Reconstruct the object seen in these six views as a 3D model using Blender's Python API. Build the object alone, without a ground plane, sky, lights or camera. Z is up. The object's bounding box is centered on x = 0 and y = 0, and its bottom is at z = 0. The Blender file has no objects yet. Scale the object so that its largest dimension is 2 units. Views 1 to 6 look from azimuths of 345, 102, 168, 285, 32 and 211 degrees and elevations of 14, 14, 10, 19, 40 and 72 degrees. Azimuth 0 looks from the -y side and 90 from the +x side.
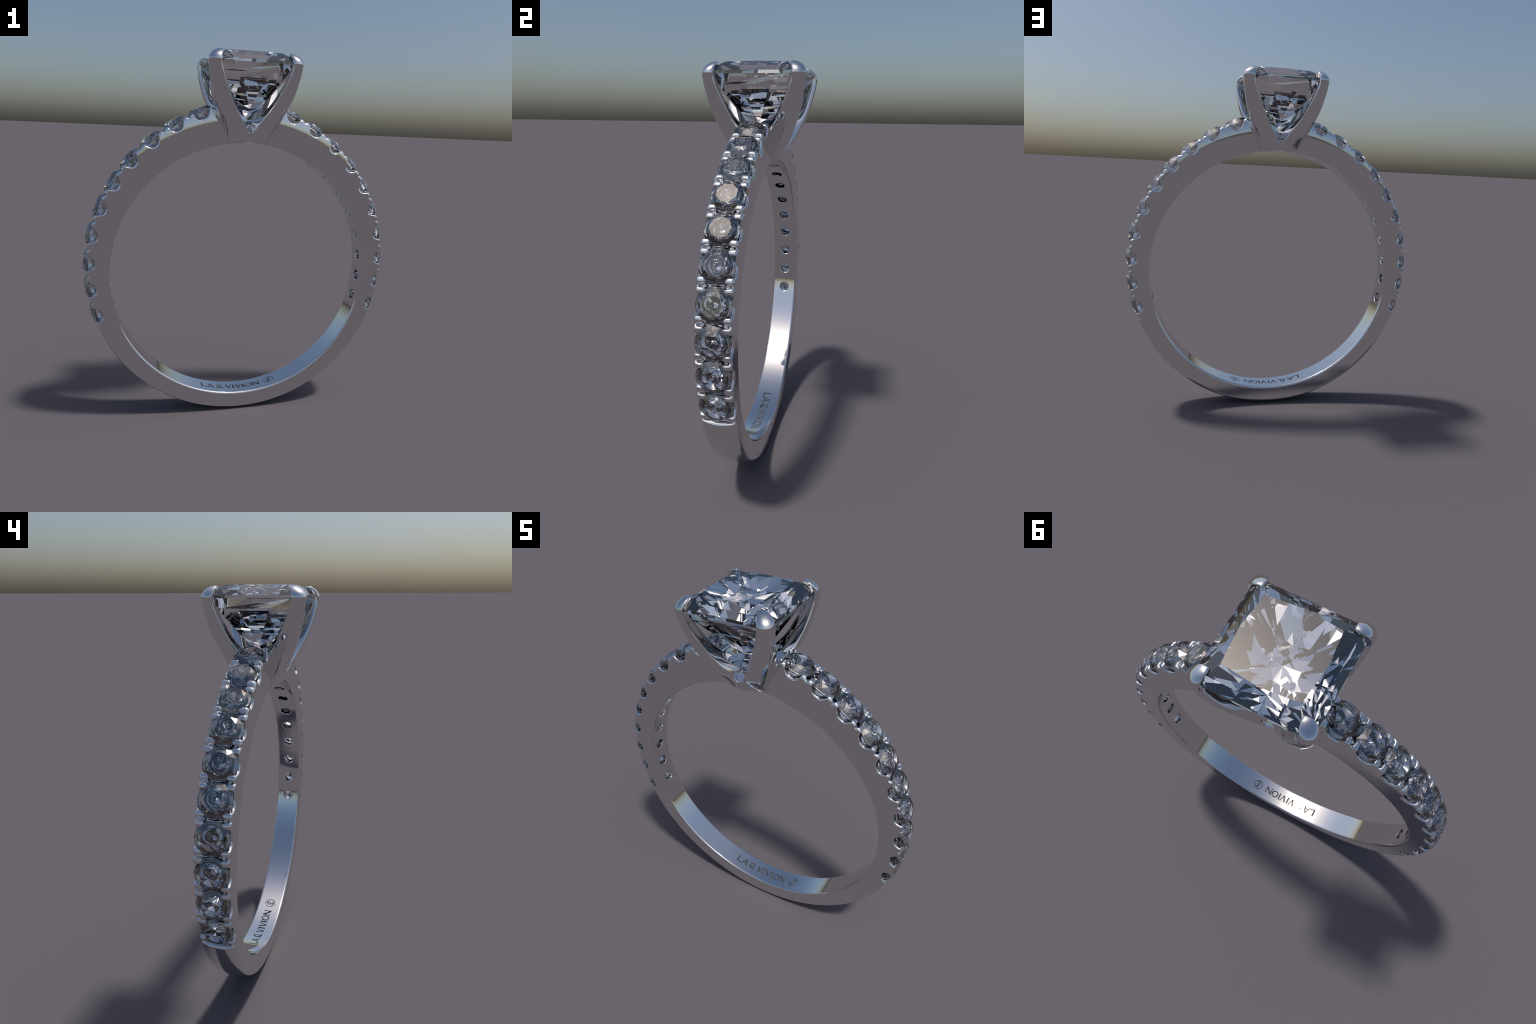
"""Solitaire ring: polished white-metal band with twenty small round stones set in
scalloped claws, and a square stone held high by four corner prongs."""
import bpy, math
import numpy as np
from mathutils import Matrix, Vector

# ---------------------------------------------------------------- dimensions (m)
ZC = 0.8290          # height of the finger-hole axis (axis runs along y)
R_IN = 0.7232        # finger-hole radius
R_RIM = 0.7355       # where the inside fillet meets the flat side
HALF_W = 0.0771      # half width of the band
INNER_HALF = 0.0630  # half width of the straight part of the inside
R_FLAT = 0.842       # flat sides end here, above it they lean inward

# side stones: angle from the top of the ring, and where each drill hole leaves the inside
STONE_ANGLES = [15.9, 25.2, 34.75, 44.4, 54.1, 63.85, 73.95, 84.15, 94.05, 104.25]
HOLE_ANGLES = [11.6, 22.0, 32.4, 42.3, 52.4, 62.6, 72.7, 83.0, 93.2, 103.0]
STONE_R = 0.0745     # girdle radius of a side stone
HOLE_R = 0.0275
TABLE_LINE = [(0, .955), (8, .942), (16, .9295), (25, .9155), (35, .9035), (44.5, .894), (54, .8855), (64, .8775),
              (74, .870), (84, .8615), (94, .8545), (104, .849), (112, .847), (130, .845), (180, .845)]
SHANK_LINE = [(0, .84), (100, .842), (110, .840), (125, .836), (150, .831), (180, .829)]


def pchip(table):
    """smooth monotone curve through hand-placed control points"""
    x = np.array([p[0] for p in table], float)
    y = np.array([p[1] for p in table], float)
    h, d = np.diff(x), np.diff(y) / np.diff(x)
    m = np.zeros_like(y)
    m[0], m[-1] = d[0], d[-1]
    for k in range(1, len(x) - 1):
        if d[k - 1] * d[k] > 0:
            w1, w2 = 2 * h[k] + h[k - 1], h[k] + 2 * h[k - 1]
            m[k] = (w1 + w2) / (w1 / d[k - 1] + w2 / d[k])

    def f(q):
        q = np.clip(np.asarray(q, float), x[0], x[-1])
        k = np.clip(np.searchsorted(x, q) - 1, 0, len(x) - 2)
        s = (q - x[k]) / h[k]
        return ((2 * s**3 - 3 * s**2 + 1) * y[k] + (s**3 - 2 * s**2 + s) * h[k] * m[k]
                + (-2 * s**3 + 3 * s**2) * y[k + 1] + (s**3 - s**2) * h[k] * m[k + 1])
    return f


table_line, shank_line = pchip(TABLE_LINE), pchip(SHANK_LINE)


def smoothstep(a, b, v):
    s = np.clip((v - a) / (b - a), 0, 1)
    return s * s * (3 - 2 * s)


def smin(a, b, k):
    h = np.clip(0.5 + 0.5 * (b - a) / k, 0, 1)
    return b * (1 - h) + a * h - k * h * (1 - h)


def polar(theta_deg, r, y):
    t = np.radians(theta_deg)
    return np.stack(np.broadcast_arrays(r * np.sin(t), y, ZC + r * np.cos(t)), -1)


# ---------------------------------------------------------------- materials
def metal_material(name, rough=0.04, tone=0.80):
    m = bpy.data.materials.new(name)
    m.use_nodes = True
    nt = m.node_tree
    b = nt.nodes["Principled BSDF"]
    tc = nt.nodes.new("ShaderNodeTexCoord")
    n = nt.nodes.new("ShaderNodeTexNoise")
    n.inputs["Scale"].default_value = 14.0
    n.inputs["Detail"].default_value = 4.0
    ramp = nt.nodes.new("ShaderNodeValToRGB")
    ramp.color_ramp.elements[0].color = (tone * .985, tone * .985, tone * .985, 1)
    ramp.color_ramp.elements[1].color = (tone * 1.015, tone * 1.01, tone * 1.015, 1)
    nt.links.new(tc.outputs["Object"], n.inputs["Vector"])
    nt.links.new(n.outputs["Fac"], ramp.inputs["Fac"])
    nt.links.new(ramp.outputs["Color"], b.inputs["Base Color"])
    b.inputs["Metallic"].default_value = 1.0
    b.inputs["Roughness"].default_value = rough
    return m


def gem_material(name, ior, tint):
    m = bpy.data.materials.new(name)
    m.use_nodes = True
    nt = m.node_tree
    b = nt.nodes["Principled BSDF"]
    info = nt.nodes.new("ShaderNodeObjectInfo")
    ramp = nt.nodes.new("ShaderNodeValToRGB")
    ramp.color_ramp.elements[0].color = (*[c * .985 for c in tint], 1)
    ramp.color_ramp.elements[1].color = (*tint, 1)
    nt.links.new(info.outputs["Random"], ramp.inputs["Fac"])
    nt.links.new(ramp.outputs["Color"], b.inputs["Base Color"])
    b.inputs["Roughness"].default_value = 0.0
    b.inputs["IOR"].default_value = ior
    b.inputs["Transmission Weight"].default_value = 1.0
    return m


METAL = metal_material("polished_white_metal")
TRENCH = metal_material("engraved_metal", 0.45, 0.11)  # same metal, base colour darkened to paint the shade inside the cut letters
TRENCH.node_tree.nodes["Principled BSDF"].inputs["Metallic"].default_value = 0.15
GEM = gem_material("clear_square_gem", 2.4, (1, 1, 1))
SMALL_GEM = gem_material("pale_grey_round_gem", 2.4, (.90, .92, .95))  # very slightly grey-blue tint, a little darker than the square stone


def mesh_object(name, verts, faces, mat, smooth=True, sharp_deg=None, parent=None):
    me = bpy.data.meshes.new(name)
    me.from_pydata(np.asarray(verts).tolist(), [], faces if isinstance(faces, list) else faces.tolist())
    me.validate()
    me.materials.append(mat)
    if smooth:
        me.shade_smooth()
        if sharp_deg:
            me.set_sharp_from_angle(angle=math.radians(sharp_deg))
    else:
        me.shade_flat()
    me.update()
    ob = bpy.data.objects.new(name, me)
    bpy.context.scene.collection.objects.link(ob)
    ob.parent = parent
    return ob


class Build:
    """collects grids of vertices and their quads"""

    def __init__(self):
        self.v, self.f, self.n = [], [], 0

    def grid(self, p, close_u=False, flip=False, keep=None):
        a, b = p.shape[:2]
        idx = np.arange(a * b).reshape(a, b) + self.n
        if close_u:
            idx = np.vstack([idx, idx[:1]])
        q = np.stack([idx[:-1, :-1], idx[1:, :-1], idx[1:, 1:], idx[:-1, 1:]], -1)
        if keep is not None:
            q = q[keep]
        q = q.reshape(-1, 4)
        self.f += (q[:, ::-1] if flip else q).tolist()
        self.v.append(p.reshape(-1, 3))
        self.n += a * b

    def make(self, name, mat, sharp=None, parent=None):
        return mesh_object(name, np.vstack(self.v), self.f, mat, True, sharp, parent)


# ---------------------------------------------------------------- ring root
ring = bpy.data.objects.new("finger_ring", None)
bpy.context.scene.collection.objects.link(ring)
ring["label"] = "polished silver ring with square clear stone and stone-set band"
ring["category"] = "ring"

# ---------------------------------------------------------------- band
A = np.array(STONE_ANGLES)
EDGES = np.concatenate([[A[0] - 4.75], (A[:-1] + A[1:]) / 2, [A[-1] + 5.0]])


def band_height(theta, y0):
    """outer surface radius over the angle |theta| and the nominal width position y0"""
    th = np.abs(theta)
    ay = np.abs(y0)
    r0 = table_line(th)
    top = r0 - 0.016
    # nearest stone, distance along the band, distance from the gap between two stones
    k = np.argmin(np.abs(th[..., None] - A), -1)
    t = np.radians(th - A[k]) * (r0 - 0.03)
    gap = np.min(np.abs(th[..., None] - EDGES), -1) * np.pi / 180 * r0
    d = np.hypot(t, y0)
    # paired claws: a groove between the two beads of neighbouring stones
    h = top - 0.017 * np.exp(-(gap / 0.0065) ** 2) * (1 - .85 * smoothstep(.050, .072, ay)) * (.3 + .7 * smoothstep(.030, .044, ay))
    # each claw swells to a bead
    h = h - 0.007 * np.clip((gap - 0.019) / 0.02, -1, 1) ** 2 - 0.005 * np.clip((0.052 - ay) / 0.016, 0, 1) ** 2
    # trough along the middle between stones, none beyond the last one
    last = smoothstep(A[-1] + 3.6, A[-1] + 4.1, th)
    first = 1 - smoothstep(A[0] - 4.1, A[0] - 3.6, th)
    trough = 1 - smoothstep(0.031, 0.040, ay)
    h = h - 0.013 * trough * (1 - last) * (1 - first)
    # U-shaped scallop below every stone
    u = r0 - 0.056 + 0.038 * np.abs(t / 0.043) ** 3
    h = smin(h, u, 0.006)
    # conical seat
    seat = 1 - smoothstep(0.047, 0.058, d)
    cone = r0 - 0.040 - 0.35 * (0.062 - np.minimum(d, 0.062))
    h = h * (1 - seat) + cone * seat
    # plain shank after the last stone
    shank = shank_line(th) - 0.013 * (y0 / HALF_W) ** 2
    s = smoothstep(EDGES[-1] - 0.1, EDGES[-1] + 1.2, th)
    h = h * (1 - s) + shank * s
    # the band dives into the setting
    s = 1 - smoothstep(9.6, 11.2, th)
    h = h * (1 - s) + 0.885 * s
    s = 1 - smoothstep(5.5, 7.5, th)
    h = h * (1 - s) + 0.80 * s
    # rolled edge
    rr = 0.013
    e = np.clip((ay - (HALF_W - rr)) / rr, 0, 1)
    return h - rr * (1 - np.sqrt(np.clip(1 - e * e, 0, 1)))


def side_y(r):
    """half width of the band at radius r: a slight draft outward, then leaning in"""
    return HALF_W + 0.038 * np.minimum(0, r - R_FLAT) - 0.0105 * (np.maximum(0, r - R_FLAT) / 0.08) ** 1.9


def build_band():
    b = Build()
    fine = np.arange(-112, 112.001, 0.125)
    rest = np.arange(112.5, 247.9, 0.5)
    th = np.concatenate([fine, rest])
    # outer surface, samples crowded toward the edges
    s = np.linspace(-1, 1, 97)
    y0 = HALF_W * np.sin(s * np.pi / 2) * 0.35 + HALF_W * s * 0.65
    T, Y0 = np.meshgrid(np.where(th > 180, th - 360, th), y0, indexing="ij")
    H = band_height(T, Y0)
    Y = Y0 * side_y(H) / HALF_W
    keep = np.ones((len(th), len(y0) - 1), bool)
    for sgn in (1, -1):
        for a, ah in zip(STONE_ANGLES, HOLE_ANGLES):
            ac = a * .45 + ah * .55
            dd = np.hypot(np.radians(T - sgn * ac) * .80, Y)
            nxt = np.roll(dd, -1, 0)
            m = np.minimum(np.minimum(dd[:, :-1], dd[:, 1:]), np.minimum(nxt[:, :-1], nxt[:, 1:]))
            keep &= m > HOLE_R - 0.001
    b.grid(polar(T, H, Y), close_u=True, keep=keep)
    # flat sides and inside fillets
    sides = []
    for sgn in (1, -1):
        he = H[:, -1 if sgn > 0 else 0]
        level = np.concatenate([[R_RIM, .79, .825], R_FLAT + .0035 * np.arange(26)])
        f = np.append(level, 9.0)
        R = np.minimum(f[None], he[:, None] - 1e-5 * np.arange(len(f))[::-1][None])
        sides.append((b.n, th, R, sgn))
        b.grid(polar(np.repeat(th[:, None], len(f), 1), R, sgn * side_y(R)), close_u=True, flip=sgn > 0)
        a = np.linspace(0, np.pi / 2, 9)
        R = R_IN + (R_RIM - R_IN) * (1 - np.cos(a))
        yy = INNER_HALF + (side_y(R_RIM) - INNER_HALF) * np.sin(a)
        b.grid(polar(np.repeat(th[:, None], 9, 1), np.repeat(R[None], len(th), 0), sgn * yy[None]),
               close_u=True, flip=sgn < 0)
    # inside, a square cell with a bevelled drill hole under every stone
    hole = np.array(HOLE_ANGLES)
    cuts = np.concatenate([[6.4], (hole[:-1] + hole[1:]) / 2, [hole[-1] + 5.0]])
    n = 80
    for sgn in (1, -1):
        for i, ah in enumerate(hole):
            ang = np.arange(n + 1) / n * 2 * np.pi
            c, s_ = np.cos(ang), np.sin(ang)
            w0, w1 = cuts[i] - ah, cuts[i + 1] - ah
            hx = np.where(c > 0, w1, -w0)
            k = 1 / np.maximum(np.abs(c), np.abs(s_))
            sq = np.stack([c * k * hx, s_ * k * INNER_HALF], -1)
            ci = np.stack([np.degrees(c * (HOLE_R + .0045) / R_IN), s_ * (HOLE_R + .0045)], -1)
            rows = [polar(sgn * (ah + p[:, 0]), R_IN, p[:, 1]) for p in (sq + (ci - sq) * q for q in np.linspace(0, 1, 9))]
            b.grid(np.stack(rows, 1), flip=sgn > 0)
            # bevel and bore, leaning toward the stone
            out = []
            for q, rad in ((0, HOLE_R + .0045), (.015, HOLE_R + .001), (.03, HOLE_R), (.5, HOLE_R), (1, HOLE_R)):
                r = R_IN + q * (table_line(ah) - 0.050 - R_IN)
                ac = ah + (STONE_ANGLES[i] - ah) * .55 * q
                out.append(polar(sgn * (ac + np.degrees(c * rad / r)), r, s_ * rad))
            b.grid(np.stack(out, 1), flip=sgn > 0)
    # plain inside: under the setting, and round the bottom except for the engraved panel
    for a0, a1 in ((-cuts[0], cuts[0]), (cuts[-1], 180 - PANEL), (180 + PANEL, 360 - cuts[-1])):
        t = np.linspace(a0, a1, int(abs(a1 - a0) * 2) + 2)
        yy = np.linspace(-INNER_HALF, INNER_HALF, 5)
        T2, Y2 = np.meshgrid(t, yy, indexing="ij")
        b.grid(polar(T2, R_IN, Y2), flip=True)
    ob = b.make("band", METAL, 38, ring)
    # the sides keep the exact normals of their profile
    me = ob.data
    loop_v = np.empty(len(me.loops), np.int32)
    me.loops.foreach_get("vertex_index", loop_v)
    nor = np.empty(len(me.loops) * 3, np.float32)
    me.corner_normals.foreach_get("vector", nor)
    nor = nor.reshape(-1, 3)
    for start, t, R, sgn in sides:
        lean = -(side_y(R + 1e-4) - side_y(R - 1e-4)) / 2e-4
        a = np.radians(t)[:, None]
        nv = np.stack(np.broadcast_arrays(lean * np.sin(a), sgn + 0 * lean, lean * np.cos(a)), -1).reshape(-1, 3)
        nv /= np.linalg.norm(nv, axis=1)[:, None]
        m = (loop_v >= start) & (loop_v < start + len(nv))
        nor[m] = nv[loop_v[m] - start]
    me.normals_split_custom_set(nor.tolist())
    return ob


PANEL = 24.0   # half angle of the engraved stretch
band = build_band()


# ---------------------------------------------------------------- engraving
def ribbon(points, widths):
    """quads of a stroke of varying width through points on the panel (x along, y across)"""
    p = np.array(points, float)
    w = np.broadcast_to(np.asarray(widths, float), (len(p),))
    d = np.gradient(p, axis=0)
    d /= np.linalg.norm(d, axis=1)[:, None]
    nrm = np.stack([-d[:, 1], d[:, 0]], -1)
    return p + nrm * w[:, None] / 2, p - nrm * w[:, None] / 2


def arc(cx, cy, rx, ry, a0, a1, n):
    a = np.radians(np.linspace(a0, a1, n))
    return [(cx + rx * math.cos(q), cy + ry * math.sin(q)) for q in a]


def letter_strokes():
    """capital height 1, baseline 0; strokes as (points, width)"""
    K, N = .32, .17
    L = [([(.08, 0), (.08, 1)], K), ([(0, .035), (.55, .035)], N), ([(.53, 0), (.56, .2)], N), ([(-.02, .975), (.2, .975)], .04)]
    Aa = [([(.0, 0), (.42, 1)], N), ([(.40, 1), (.80, 0)], K), ([(.14, .33), (.62, .33)], N), ([(-.12, .03), (.14, .03)], .09)]
    V = [([(.08, 1), (.46, 0)], K), ([(.46, .02), (.82, 1)], N), ([(.68, .97), (.94, .97)], .09)]
    I = [([(.5, 0), (.5, 1)], K), ([(.38, .02), (.62, .02)], .04), ([(.38, .98), (.62, .98)], .04)]
    th = np.linspace(0, 360, 33)
    O = [(arc(.5, .5, .44, .46, 0, 360, 33), .17 + .12 * np.cos(np.radians(th)) ** 2)]
    Nn = [([(.1, 0), (.1, 1)], N), ([(.06, 1), (.84, 0)], K), ([(.84, 0), (.84, 1)], N), ([(-.02, .03), (.24, .03)], .09)]
    amp = [(arc(.42, .58, .33, .40, 60, 300, 19), .17 + .13 * np.sin(np.linspace(0, np.pi, 19))),
           ([(.60, .92), (.62, .80)], N), ([(.66, 1.0), (.50, .12)], .17),
           ([(-.05, .18), (.2, .16), (.5, .1), (.8, .03)], [.14, .16, .19, .26]), ([(.8, .02), (.95, .3)], .16)]
    return dict(L=L, A=Aa, V=V, I=I, O=O, N=Nn, amp=amp)


def build_engraving():
    depth, cap = 0.011, 0.043
    S = letter_strokes()
    # letter, left and right end in degrees from the bottom of the ring
    row = [("L", -17.4, -14.9), ("A", -14.4, -11.2), ("amp", -9.9, -6.6), ("V", -5.5, -2.3), ("I", -3.3, -.05),
           ("V", -.55, 2.6), ("I", 1.55, 4.75), ("O", 4.15, 7.5), ("N", 7.85, 11.2)]
    span = dict(L=.58, A=.86, V=.95, I=1.0, O=1.0, N=.95, amp=.98)
    strokes = []
    for key, a0, a1 in row:
        sx = math.radians(a1 - a0) * R_IN / span[key]
        x0 = math.radians(a0) * R_IN
        for pts, w in S[key]:
            strokes.append(([(x0 + p[0] * sx, (p[1] - .5) * cap) for p in pts], np.asarray(w) * cap))
    # maker's mark: a ring round an upright bar with two bows
    cx, rr = math.radians(15.95) * R_IN, 0.0285
    strokes.append((arc(cx, 0, rr, rr, 0, 360, 49), .0050))
    strokes.append(([(cx + .001, .021), (cx - .001, -.020)], .008))
    strokes.append((arc(cx, -.002, .017, .017, 200, 330, 15), .006))
    strokes.append((arc(cx + .008, .008, .008, .008, 140, -80, 15), .0042))
    strokes.append((arc(cx - .006, .004, .007, .008, 60, 280, 13), .0042))
    strokes.append(([(cx - .006, .0185), (cx + .008, .0185)], .003))

    def lay(xy, r):
        a = xy[:, 0] / R_IN
        return np.stack([r * np.sin(a), xy[:, 1], ZC - r * np.cos(a)], -1)

    # panel: closed slab, flush with the inside of the band
    t = np.radians(np.linspace(-PANEL, PANEL, 193)) * R_IN
    yy = np.linspace(-INNER_HALF, INNER_HALF, 3)
    X, Y = np.meshgrid(t, yy, indexing="ij")
    n = len(t)
    lo = lay(np.stack([X, Y], -1).reshape(-1, 2), R_IN)
    hi = lay(np.stack([X, Y], -1).reshape(-1, 2), R_IN + 0.022)
    idx = np.arange(n * 3).reshape(n, 3)
    faces = []
    for i in range(n - 1):
        for j in range(2):
            q = [idx[i, j], idx[i + 1, j], idx[i + 1, j + 1], idx[i, j + 1]]
            faces.append([int(v) for v in q])
            faces.append([int(v) + 3 * n for v in q[::-1]])
    ring_ = [idx[i, 0] for i in range(n)] + [idx[-1, 1]] + [idx[i, 2] for i in range(n - 1, -1, -1)] + [idx[0, 1]]
    for a, c in zip(ring_, ring_[1:] + ring_[:1]):
        faces.append([int(c), int(a), int(a) + 3 * n, int(c) + 3 * n])
    panel = mesh_object("engraving", np.vstack([lo, hi]), faces, METAL, False, None, band)
    # cutter: every stroke a tapered trench
    cv, cf, base = [], [], 0
    for k, (pts, w) in enumerate(strokes):
        l, r = ribbon(pts, w)
        l2, r2 = ribbon(pts, np.asarray(w) * .06)
        dz = depth * (1 + .002 * k)
        m = len(l)
        cv += [lay(l, R_IN - .004), lay(r, R_IN - .004), lay(r2, R_IN + dz), lay(l2, R_IN + dz)]
        for i in range(m - 1):
            for a, c in ((0, 1), (1, 2), (2, 3), (3, 0)):
                cf.append([base + a * m + i, base + c * m + i, base + c * m + i + 1, base + a * m + i + 1])
        cf.append([base, base + 3 * m, base + 2 * m, base + m])
        cf.append([base + m - 1, base + 2 * m - 1, base + 3 * m - 1, base + 4 * m - 1])
        base += 4 * m
    cutter = mesh_object("cutter", np.vstack(cv), cf, METAL, False)
    import bmesh
    for ob in (cutter, panel):
        bm = bmesh.new()
        bm.from_mesh(ob.data)
        bmesh.ops.recalc_face_normals(bm, faces=bm.faces)
        bm.to_mesh(ob.data)
        bm.free()
    mod = panel.modifiers.new("cut", "BOOLEAN")
    mod.operation, mod.object, mod.solver, mod.use_self = "DIFFERENCE", cutter, "EXACT", True
    bpy.context.view_layer.update()
    me = bpy.data.meshes.new_from_object(panel.evaluated_get(bpy.context.evaluated_depsgraph_get()))
    panel.modifiers.clear()
    panel.data = me
    bpy.data.objects.remove(cutter)
    # the uncut surface keeps the exact normals of the cylinder, trenches stay crisp
    me.shade_smooth()
    normals = []
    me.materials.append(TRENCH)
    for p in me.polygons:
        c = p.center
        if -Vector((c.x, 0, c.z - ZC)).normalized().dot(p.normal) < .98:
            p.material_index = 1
        for li in p.loop_indices:
            co = me.vertices[me.loops[li].vertex_index].co
            rad = Vector((co.x, 0, co.z - ZC)).normalized()
            normals.append(-rad if -rad.dot(p.normal) > .995 and abs(math.hypot(co.x, co.z - ZC) - R_IN) < 4e-4 else p.normal.copy())
    me.normals_split_custom_set(normals)
    return panel


engraving = build_engraving()

# ---------------------------------------------------------------- setting with four prongs
Z_BASE, Z_V, Z_NECK, Z_TIP = 1.552, 1.603, 1.945, 1.997
outer_half = pchip([(1.54, .1035), (1.60, .1270), (1.65, .1515), (1.70, .1745), (1.75, .1955), (1.80, .2125),
                    (1.85, .2245), (1.90, .2345), (1.95, .2405)])
notch_half = pchip([(1.603, 0.0), (1.6065, .007), (1.613, .0155), (1.65, .0430), (1.72, .0880), (1.81, .1310), (1.88, .1600), (1.93, .1740), (1.95, .1755)])
wall = pchip([(1.603, .070), (1.66, .062), (1.75, .056), (1.85, .056), (1.95, .062)])
flare = pchip([(1.603, .044), (1.66, .042), (1.71, .026), (1.77, .008), (1.88, .001), (1.95, 0)])   # notch walls slant inward
dent = pchip([(1.603, 0), (1.65, .003), (1.72, .003), (1.85, .002), (1.95, 0)])   # prongs are round legs, lower between
softness = pchip([(1.54, .0025), (1.603, .0045), (1.66, .007), (1.80, .009), (1.90, .0115), (1.95, .0125)])


def soft_loop(corners, sigma, n=128):
    """closed polygon resampled evenly and rounded by a blur along its length"""
    c = np.array(corners + corners[:1], float)
    seg = np.linalg.norm(np.diff(c, axis=0), axis=1)
    s = np.concatenate([[0], np.cumsum(seg)])
    m = 1024
    q = np.arange(m) / m * s[-1]
    p = np.stack([np.interp(q, s, c[:, 0]), np.interp(q, s, c[:, 1])], -1)
    f = np.fft.fftfreq(m, s[-1] / m)
    g = np.exp(-2 * (np.pi * f * sigma) ** 2)
    p = np.stack([np.fft.ifft(np.fft.fft(p[:, k]) * g).real for k in (0, 1)], -1)
    return p[:: m // n]


corner_cut = pchip([(1.54, 0), (1.603, .014), (1.65, .026), (1.75, .031), (1.85, .029), (1.95, .026)])
tuck = pchip([(1.54, .30), (1.58, .18), (1.603, .10), (1.64, .02), (1.70, 0), (1.95, 0)])      # corners drawn in toward the band
slim = pchip([(1.54, .90), (1.603, .965), (1.65, 1.0), (1.95, 1.0)])


def drape(p, z):
    """plan outline at height z: the foot is barrel shaped, flush with the band at its corners"""
    h = float(outer_half(z))
    y = p[:, 1] * float(slim(z)) * (1 - float(tuck(z)) * np.clip(np.abs(p[:, 0]) / h, 0, 1) ** 2)
    return np.stack([p[:, 0], y, np.full(len(p), z)], -1)


def prong_section(z):
    h, v, t, s, c = (float(f(z)) for f in (outer_half, notch_half, wall, softness, corner_cut))
    t = min(t, h - v)
    w, e = max(0.0, v - float(flare(z))), float(dent(z))
    return soft_loop([(h, h - c), (h - e, v), (h - t, w), (h - t, h - t), (w, h - t), (v, h - e), (h - c, h)], s)


setting = None


def build_setting():
    global setting
    # solid foot, hollowed like a bowl on top
    b = Build()
    rows = []
    for z in np.concatenate([np.linspace(Z_BASE, Z_BASE + .008, 6), np.linspace(Z_BASE + .012, Z_V, 9)]):
        h = float(outer_half(z)) + .0025 * (1 - smoothstep(0, .006, z - Z_BASE)) - .002 * max(0, 1 - (z - Z_BASE) / .0015)
        c = float(corner_cut(z))
        p = soft_loop([(h, h - c), (h - c, h), (c - h, h), (-h, h - c), (-h, c - h), (c - h, -h), (h - c, -h), (h, c - h)], float(softness(z)), 256)
        rows.append(drape(p, z))
    rows = np.stack(rows, 1)
    b.grid(rows, close_u=True)
    e = rows[:, 0]
    c = e.mean(0)
    b.grid(np.stack([e, c + (e - c) * .5, np.tile(c, (len(e), 1))], 1), close_u=True, flip=True)
    e = rows[:, -1]
    c = e.mean(0)
    bowl = [c + (e - c) * k + np.array([0, 0, dz]) for k, dz in ((1, 0), (.96, .003), (.88, .018), (.75, .038), (.6, .053), (.4, .064), (.2, .069), (0, .070))]
    b.grid(np.stack(bowl, 1), close_u=True)
    setting = b.make("setting", METAL, 40, ring)

    # prongs: one shape and its mirror image, each used twice
    for mirror in (1, -1):
        b = Build()
        rows = []
        for z in np.linspace(Z_V, Z_NECK, 70):
            rows.append(drape(prong_section(z), z))
        p = prong_section(Z_NECK)
        c = p.mean(0)
        for a in np.radians(np.linspace(5, 90, 20)):
            k = math.cos(a)
            # the cap leans over the stone while it closes
            q = c + (p - c) * max(k, 1e-3) ** .75 - .026 * math.sin(a) ** 2
            rows.append(np.concatenate([q, np.full((len(p), 1), Z_NECK + (Z_TIP - Z_NECK) * math.sin(a))], 1))
        g = np.stack(rows, 1)
        g[..., 0] *= mirror
        b.grid(g, close_u=True, flip=mirror < 0)
        first = b.make("prong", METAL, 60, setting)
        o = first.copy()
        o.name = "prong"
        o.rotation_euler = (0, 0, math.pi)
        bpy.context.scene.collection.objects.link(o)


build_setting()


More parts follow.
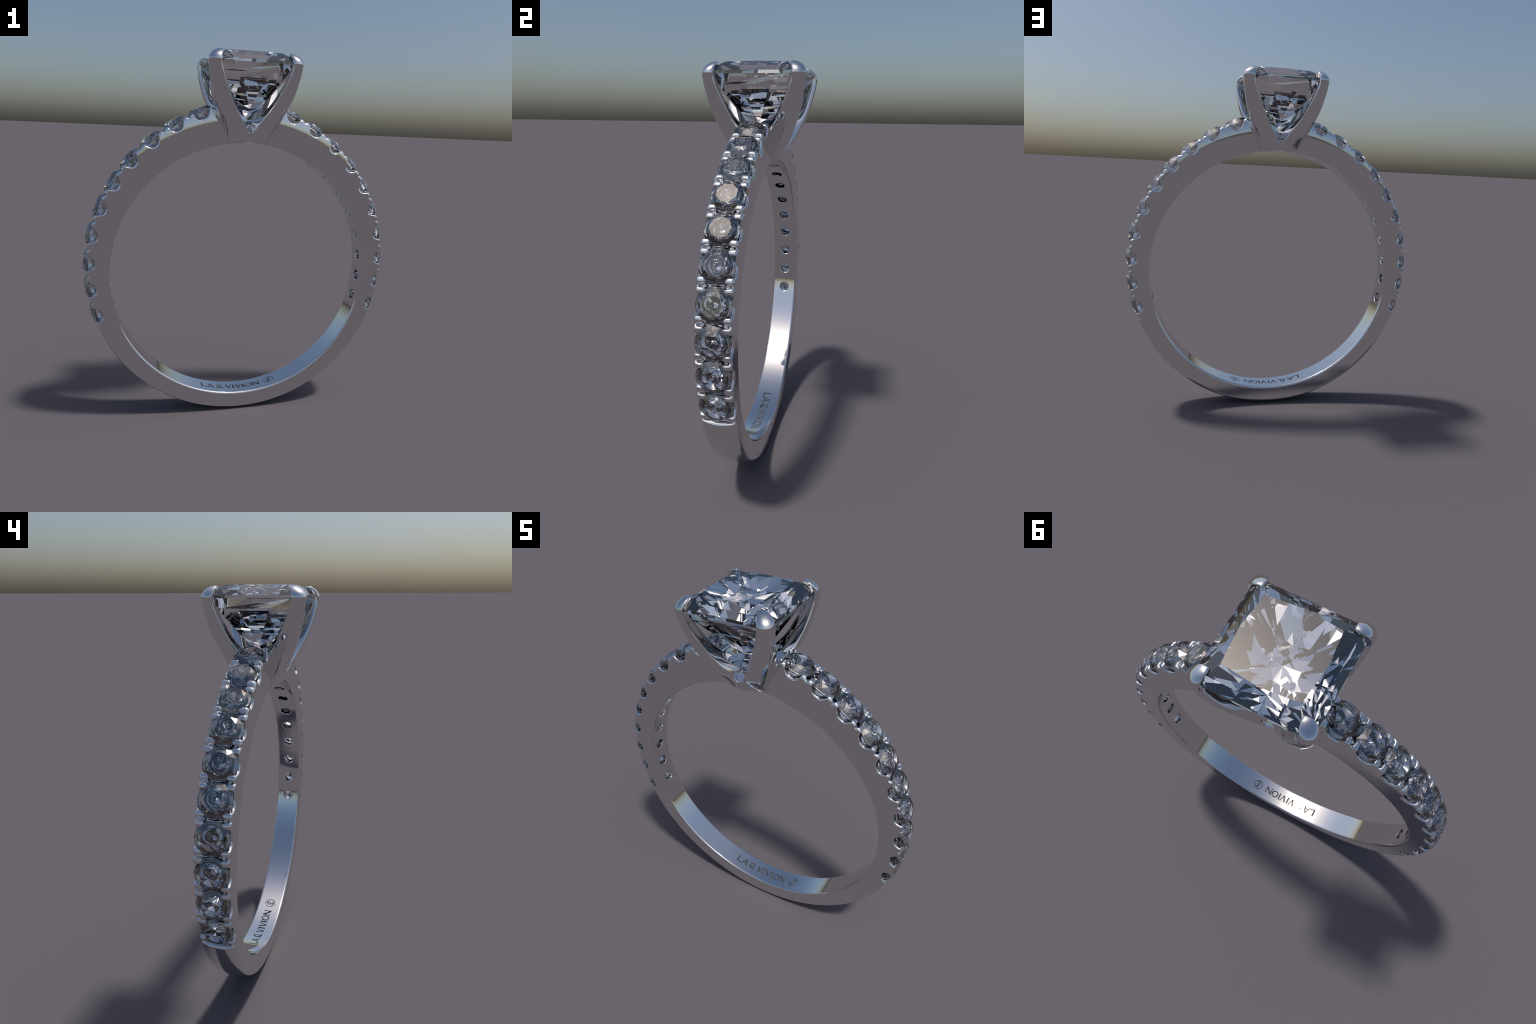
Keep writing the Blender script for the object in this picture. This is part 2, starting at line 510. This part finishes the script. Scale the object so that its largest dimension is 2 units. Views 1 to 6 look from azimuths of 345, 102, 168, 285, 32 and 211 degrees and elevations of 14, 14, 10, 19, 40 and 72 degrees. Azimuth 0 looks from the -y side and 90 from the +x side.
# ---------------------------------------------------------------- square stone
def build_square_stone():
    v, f = [], []

    def point(k, x, y, z):
        """point of side k: x out from the axis, y along the side"""
        a = k * math.pi / 2
        v.append((x * math.cos(a) - y * math.sin(a), x * math.sin(a) + y * math.cos(a), z))
        return len(v) - 1

    def belt_ring(half, cut, z):
        return [point(k, half, sgn * (half - cut), z) for k in range(4) for sgn in (-1, 1)]

    # crown: table with slightly bulging sides, upper triangles, lower step, girdle
    t, tm = belt_ring(.1435, .003, 2.0), [point(k, .158, 0, 2.0) for k in range(4)]
    bz, g1, g2 = belt_ring(.193, .022, 1.978), belt_ring(.220, .034, 1.9555), belt_ring(.220, .034, 1.9420)
    f.append([i for k in range(4) for i in (t[2 * k], tm[k], t[2 * k + 1])])
    for k in range(4):
        a, c, m, p, q = t[2 * k], t[2 * k + 1], tm[k], bz[2 * k], bz[2 * k + 1]
        f += [(a, p, m), (m, p, q), (m, q, c), (c, q, bz[(2 * k + 2) % 8], t[(2 * k + 2) % 8])]
    for lo, hi in ((g1, bz), (g2, g1)):
        f += [(hi[k], lo[k], lo[(k + 1) % 8], hi[(k + 1) % 8]) for k in range(8)]
    # pavilion: level belt, then long chevron blades running from the belt to the ribs and the point
    zb = 1.898
    belt = belt_ring(.189, .024, zb)
    r1, r2 = belt_ring(.1500, .013, 1.8500), belt_ring(.0850, .005, 1.7680)
    tip = len(v)
    v.append((0, 0, 1.682))
    for k in range(4):
        mid, ridge = point(k, .1920, 0, zb), point(k, .0720, 0, 1.7270)
        row = [belt[2 * k], point(k, .1912, -.072, zb), mid]
        row2 = [belt[2 * k + 1], point(k, .1912, .072, zb), mid]
        f.append([g2[2 * k]] + row + row2[1::-1] + [g2[2 * k + 1]])
        for (b0, b1, b2), a, c in ((row, r1[2 * k], r2[2 * k]), (row2, r1[2 * k + 1], r2[2 * k + 1])):
            f += [(b0, a, b1), (b1, a, c), (b1, c, ridge), (b1, ridge, b2), (c, tip, ridge)]
        q, n = 2 * k + 1, (2 * k + 2) % 8
        f += [(g2[q], belt[q], belt[n], g2[n]), (belt[q], r1[q], r1[n], belt[n]), (r1[q], r2[q], r2[n], r1[n]), (r2[q], tip, r2[n])]
    return mesh_object("square_gemstone", v, [list(map(int, q)) for q in f], GEM, False, None, setting)


build_square_stone()


# ---------------------------------------------------------------- round stones
def brilliant_mesh(R):
    """round brilliant: octagonal table, star, kite and girdle facets, eight main pavilion facets; girdle plane z=0"""
    v, f = [], []

    def ringpts(n, r, z, off=0.0):
        i = len(v)
        for k in range(n):
            a = 2 * math.pi * (k + off) / n
            v.append((r * math.cos(a), r * math.sin(a), z))
        return list(range(i, i + n))

    t = ringpts(8, .60 * R, .36 * R)
    s = ringpts(8, .80 * R, .215 * R, .5)
    gt = ringpts(16, R, .03 * R)
    f.append(t)
    for k in range(8):
        n = (k + 1) % 8
        f.append((t[k], s[k], t[n]))                                       # star
        f.append((t[k], s[k - 1], gt[2 * k], s[k]))                        # kite
        f += [(s[k], gt[2 * k], gt[2 * k + 1]), (s[k], gt[2 * k + 1], gt[(2 * k + 2) % 16])]   # upper girdle
    # pavilion: sixteen lower girdle facets and eight mains
    gb = ringpts(16, R, -.04 * R)
    lp = ringpts(8, .36 * R, -.60 * R, .5)
    cu = len(v)
    v.append((0, 0, -.86 * R))
    for k in range(16):
        f.append((gt[k], gb[k], gb[(k + 1) % 16], gt[(k + 1) % 16]))
    for k in range(8):
        f += [(gb[2 * k], lp[k], gb[2 * k + 1]), (gb[2 * k + 1], lp[k], gb[(2 * k + 2) % 16])]
        f += [(gb[2 * k], lp[k - 1], lp[k]), (lp[k - 1], cu, lp[k])]
    return v, [list(q) for q in f]


def build_round_stones():
    v, f = brilliant_mesh(STONE_R)
    first = None
    for sgn in (1, -1):
        for i, a in enumerate(STONE_ANGLES):
            if first is None:
                ob = first = mesh_object("round_gemstone", v, f, SMALL_GEM, False, None, band)
            else:
                ob = first.copy()
                ob.name = "round_gemstone"
                bpy.context.scene.collection.objects.link(ob)
            r = float(table_line(a)) - .36 * STONE_R - .001
            slope = float(table_line(a + .5) - table_line(a - .5)) / math.radians(1) / r
            th = math.radians(a)
            axis = Vector((sgn * (math.sin(th) - slope * math.cos(th)), 0, math.cos(th) + slope * math.sin(th))).normalized()
            pos = Vector((sgn * r * math.sin(th), 0, ZC + r * math.cos(th)))
            yv = Vector((0, 1, 0))
            xv = yv.cross(axis)
            rot = Matrix((xv, yv, axis)).transposed().to_4x4()
            ob.matrix_world = Matrix.Translation(pos) @ rot @ Matrix.Rotation(math.radians(22.5 * (i % 2)), 4, "Z")


build_round_stones()
import bmesh
for ob in bpy.data.objects:
    if ob.type == "MESH" and "gemstone" in ob.name and ob.data.users and not ob.data.get("done"):
        bm = bmesh.new()
        bm.from_mesh(ob.data)
        bmesh.ops.recalc_face_normals(bm, faces=bm.faces)
        bm.to_mesh(ob.data)
        bm.free()
        ob.data["done"] = 1
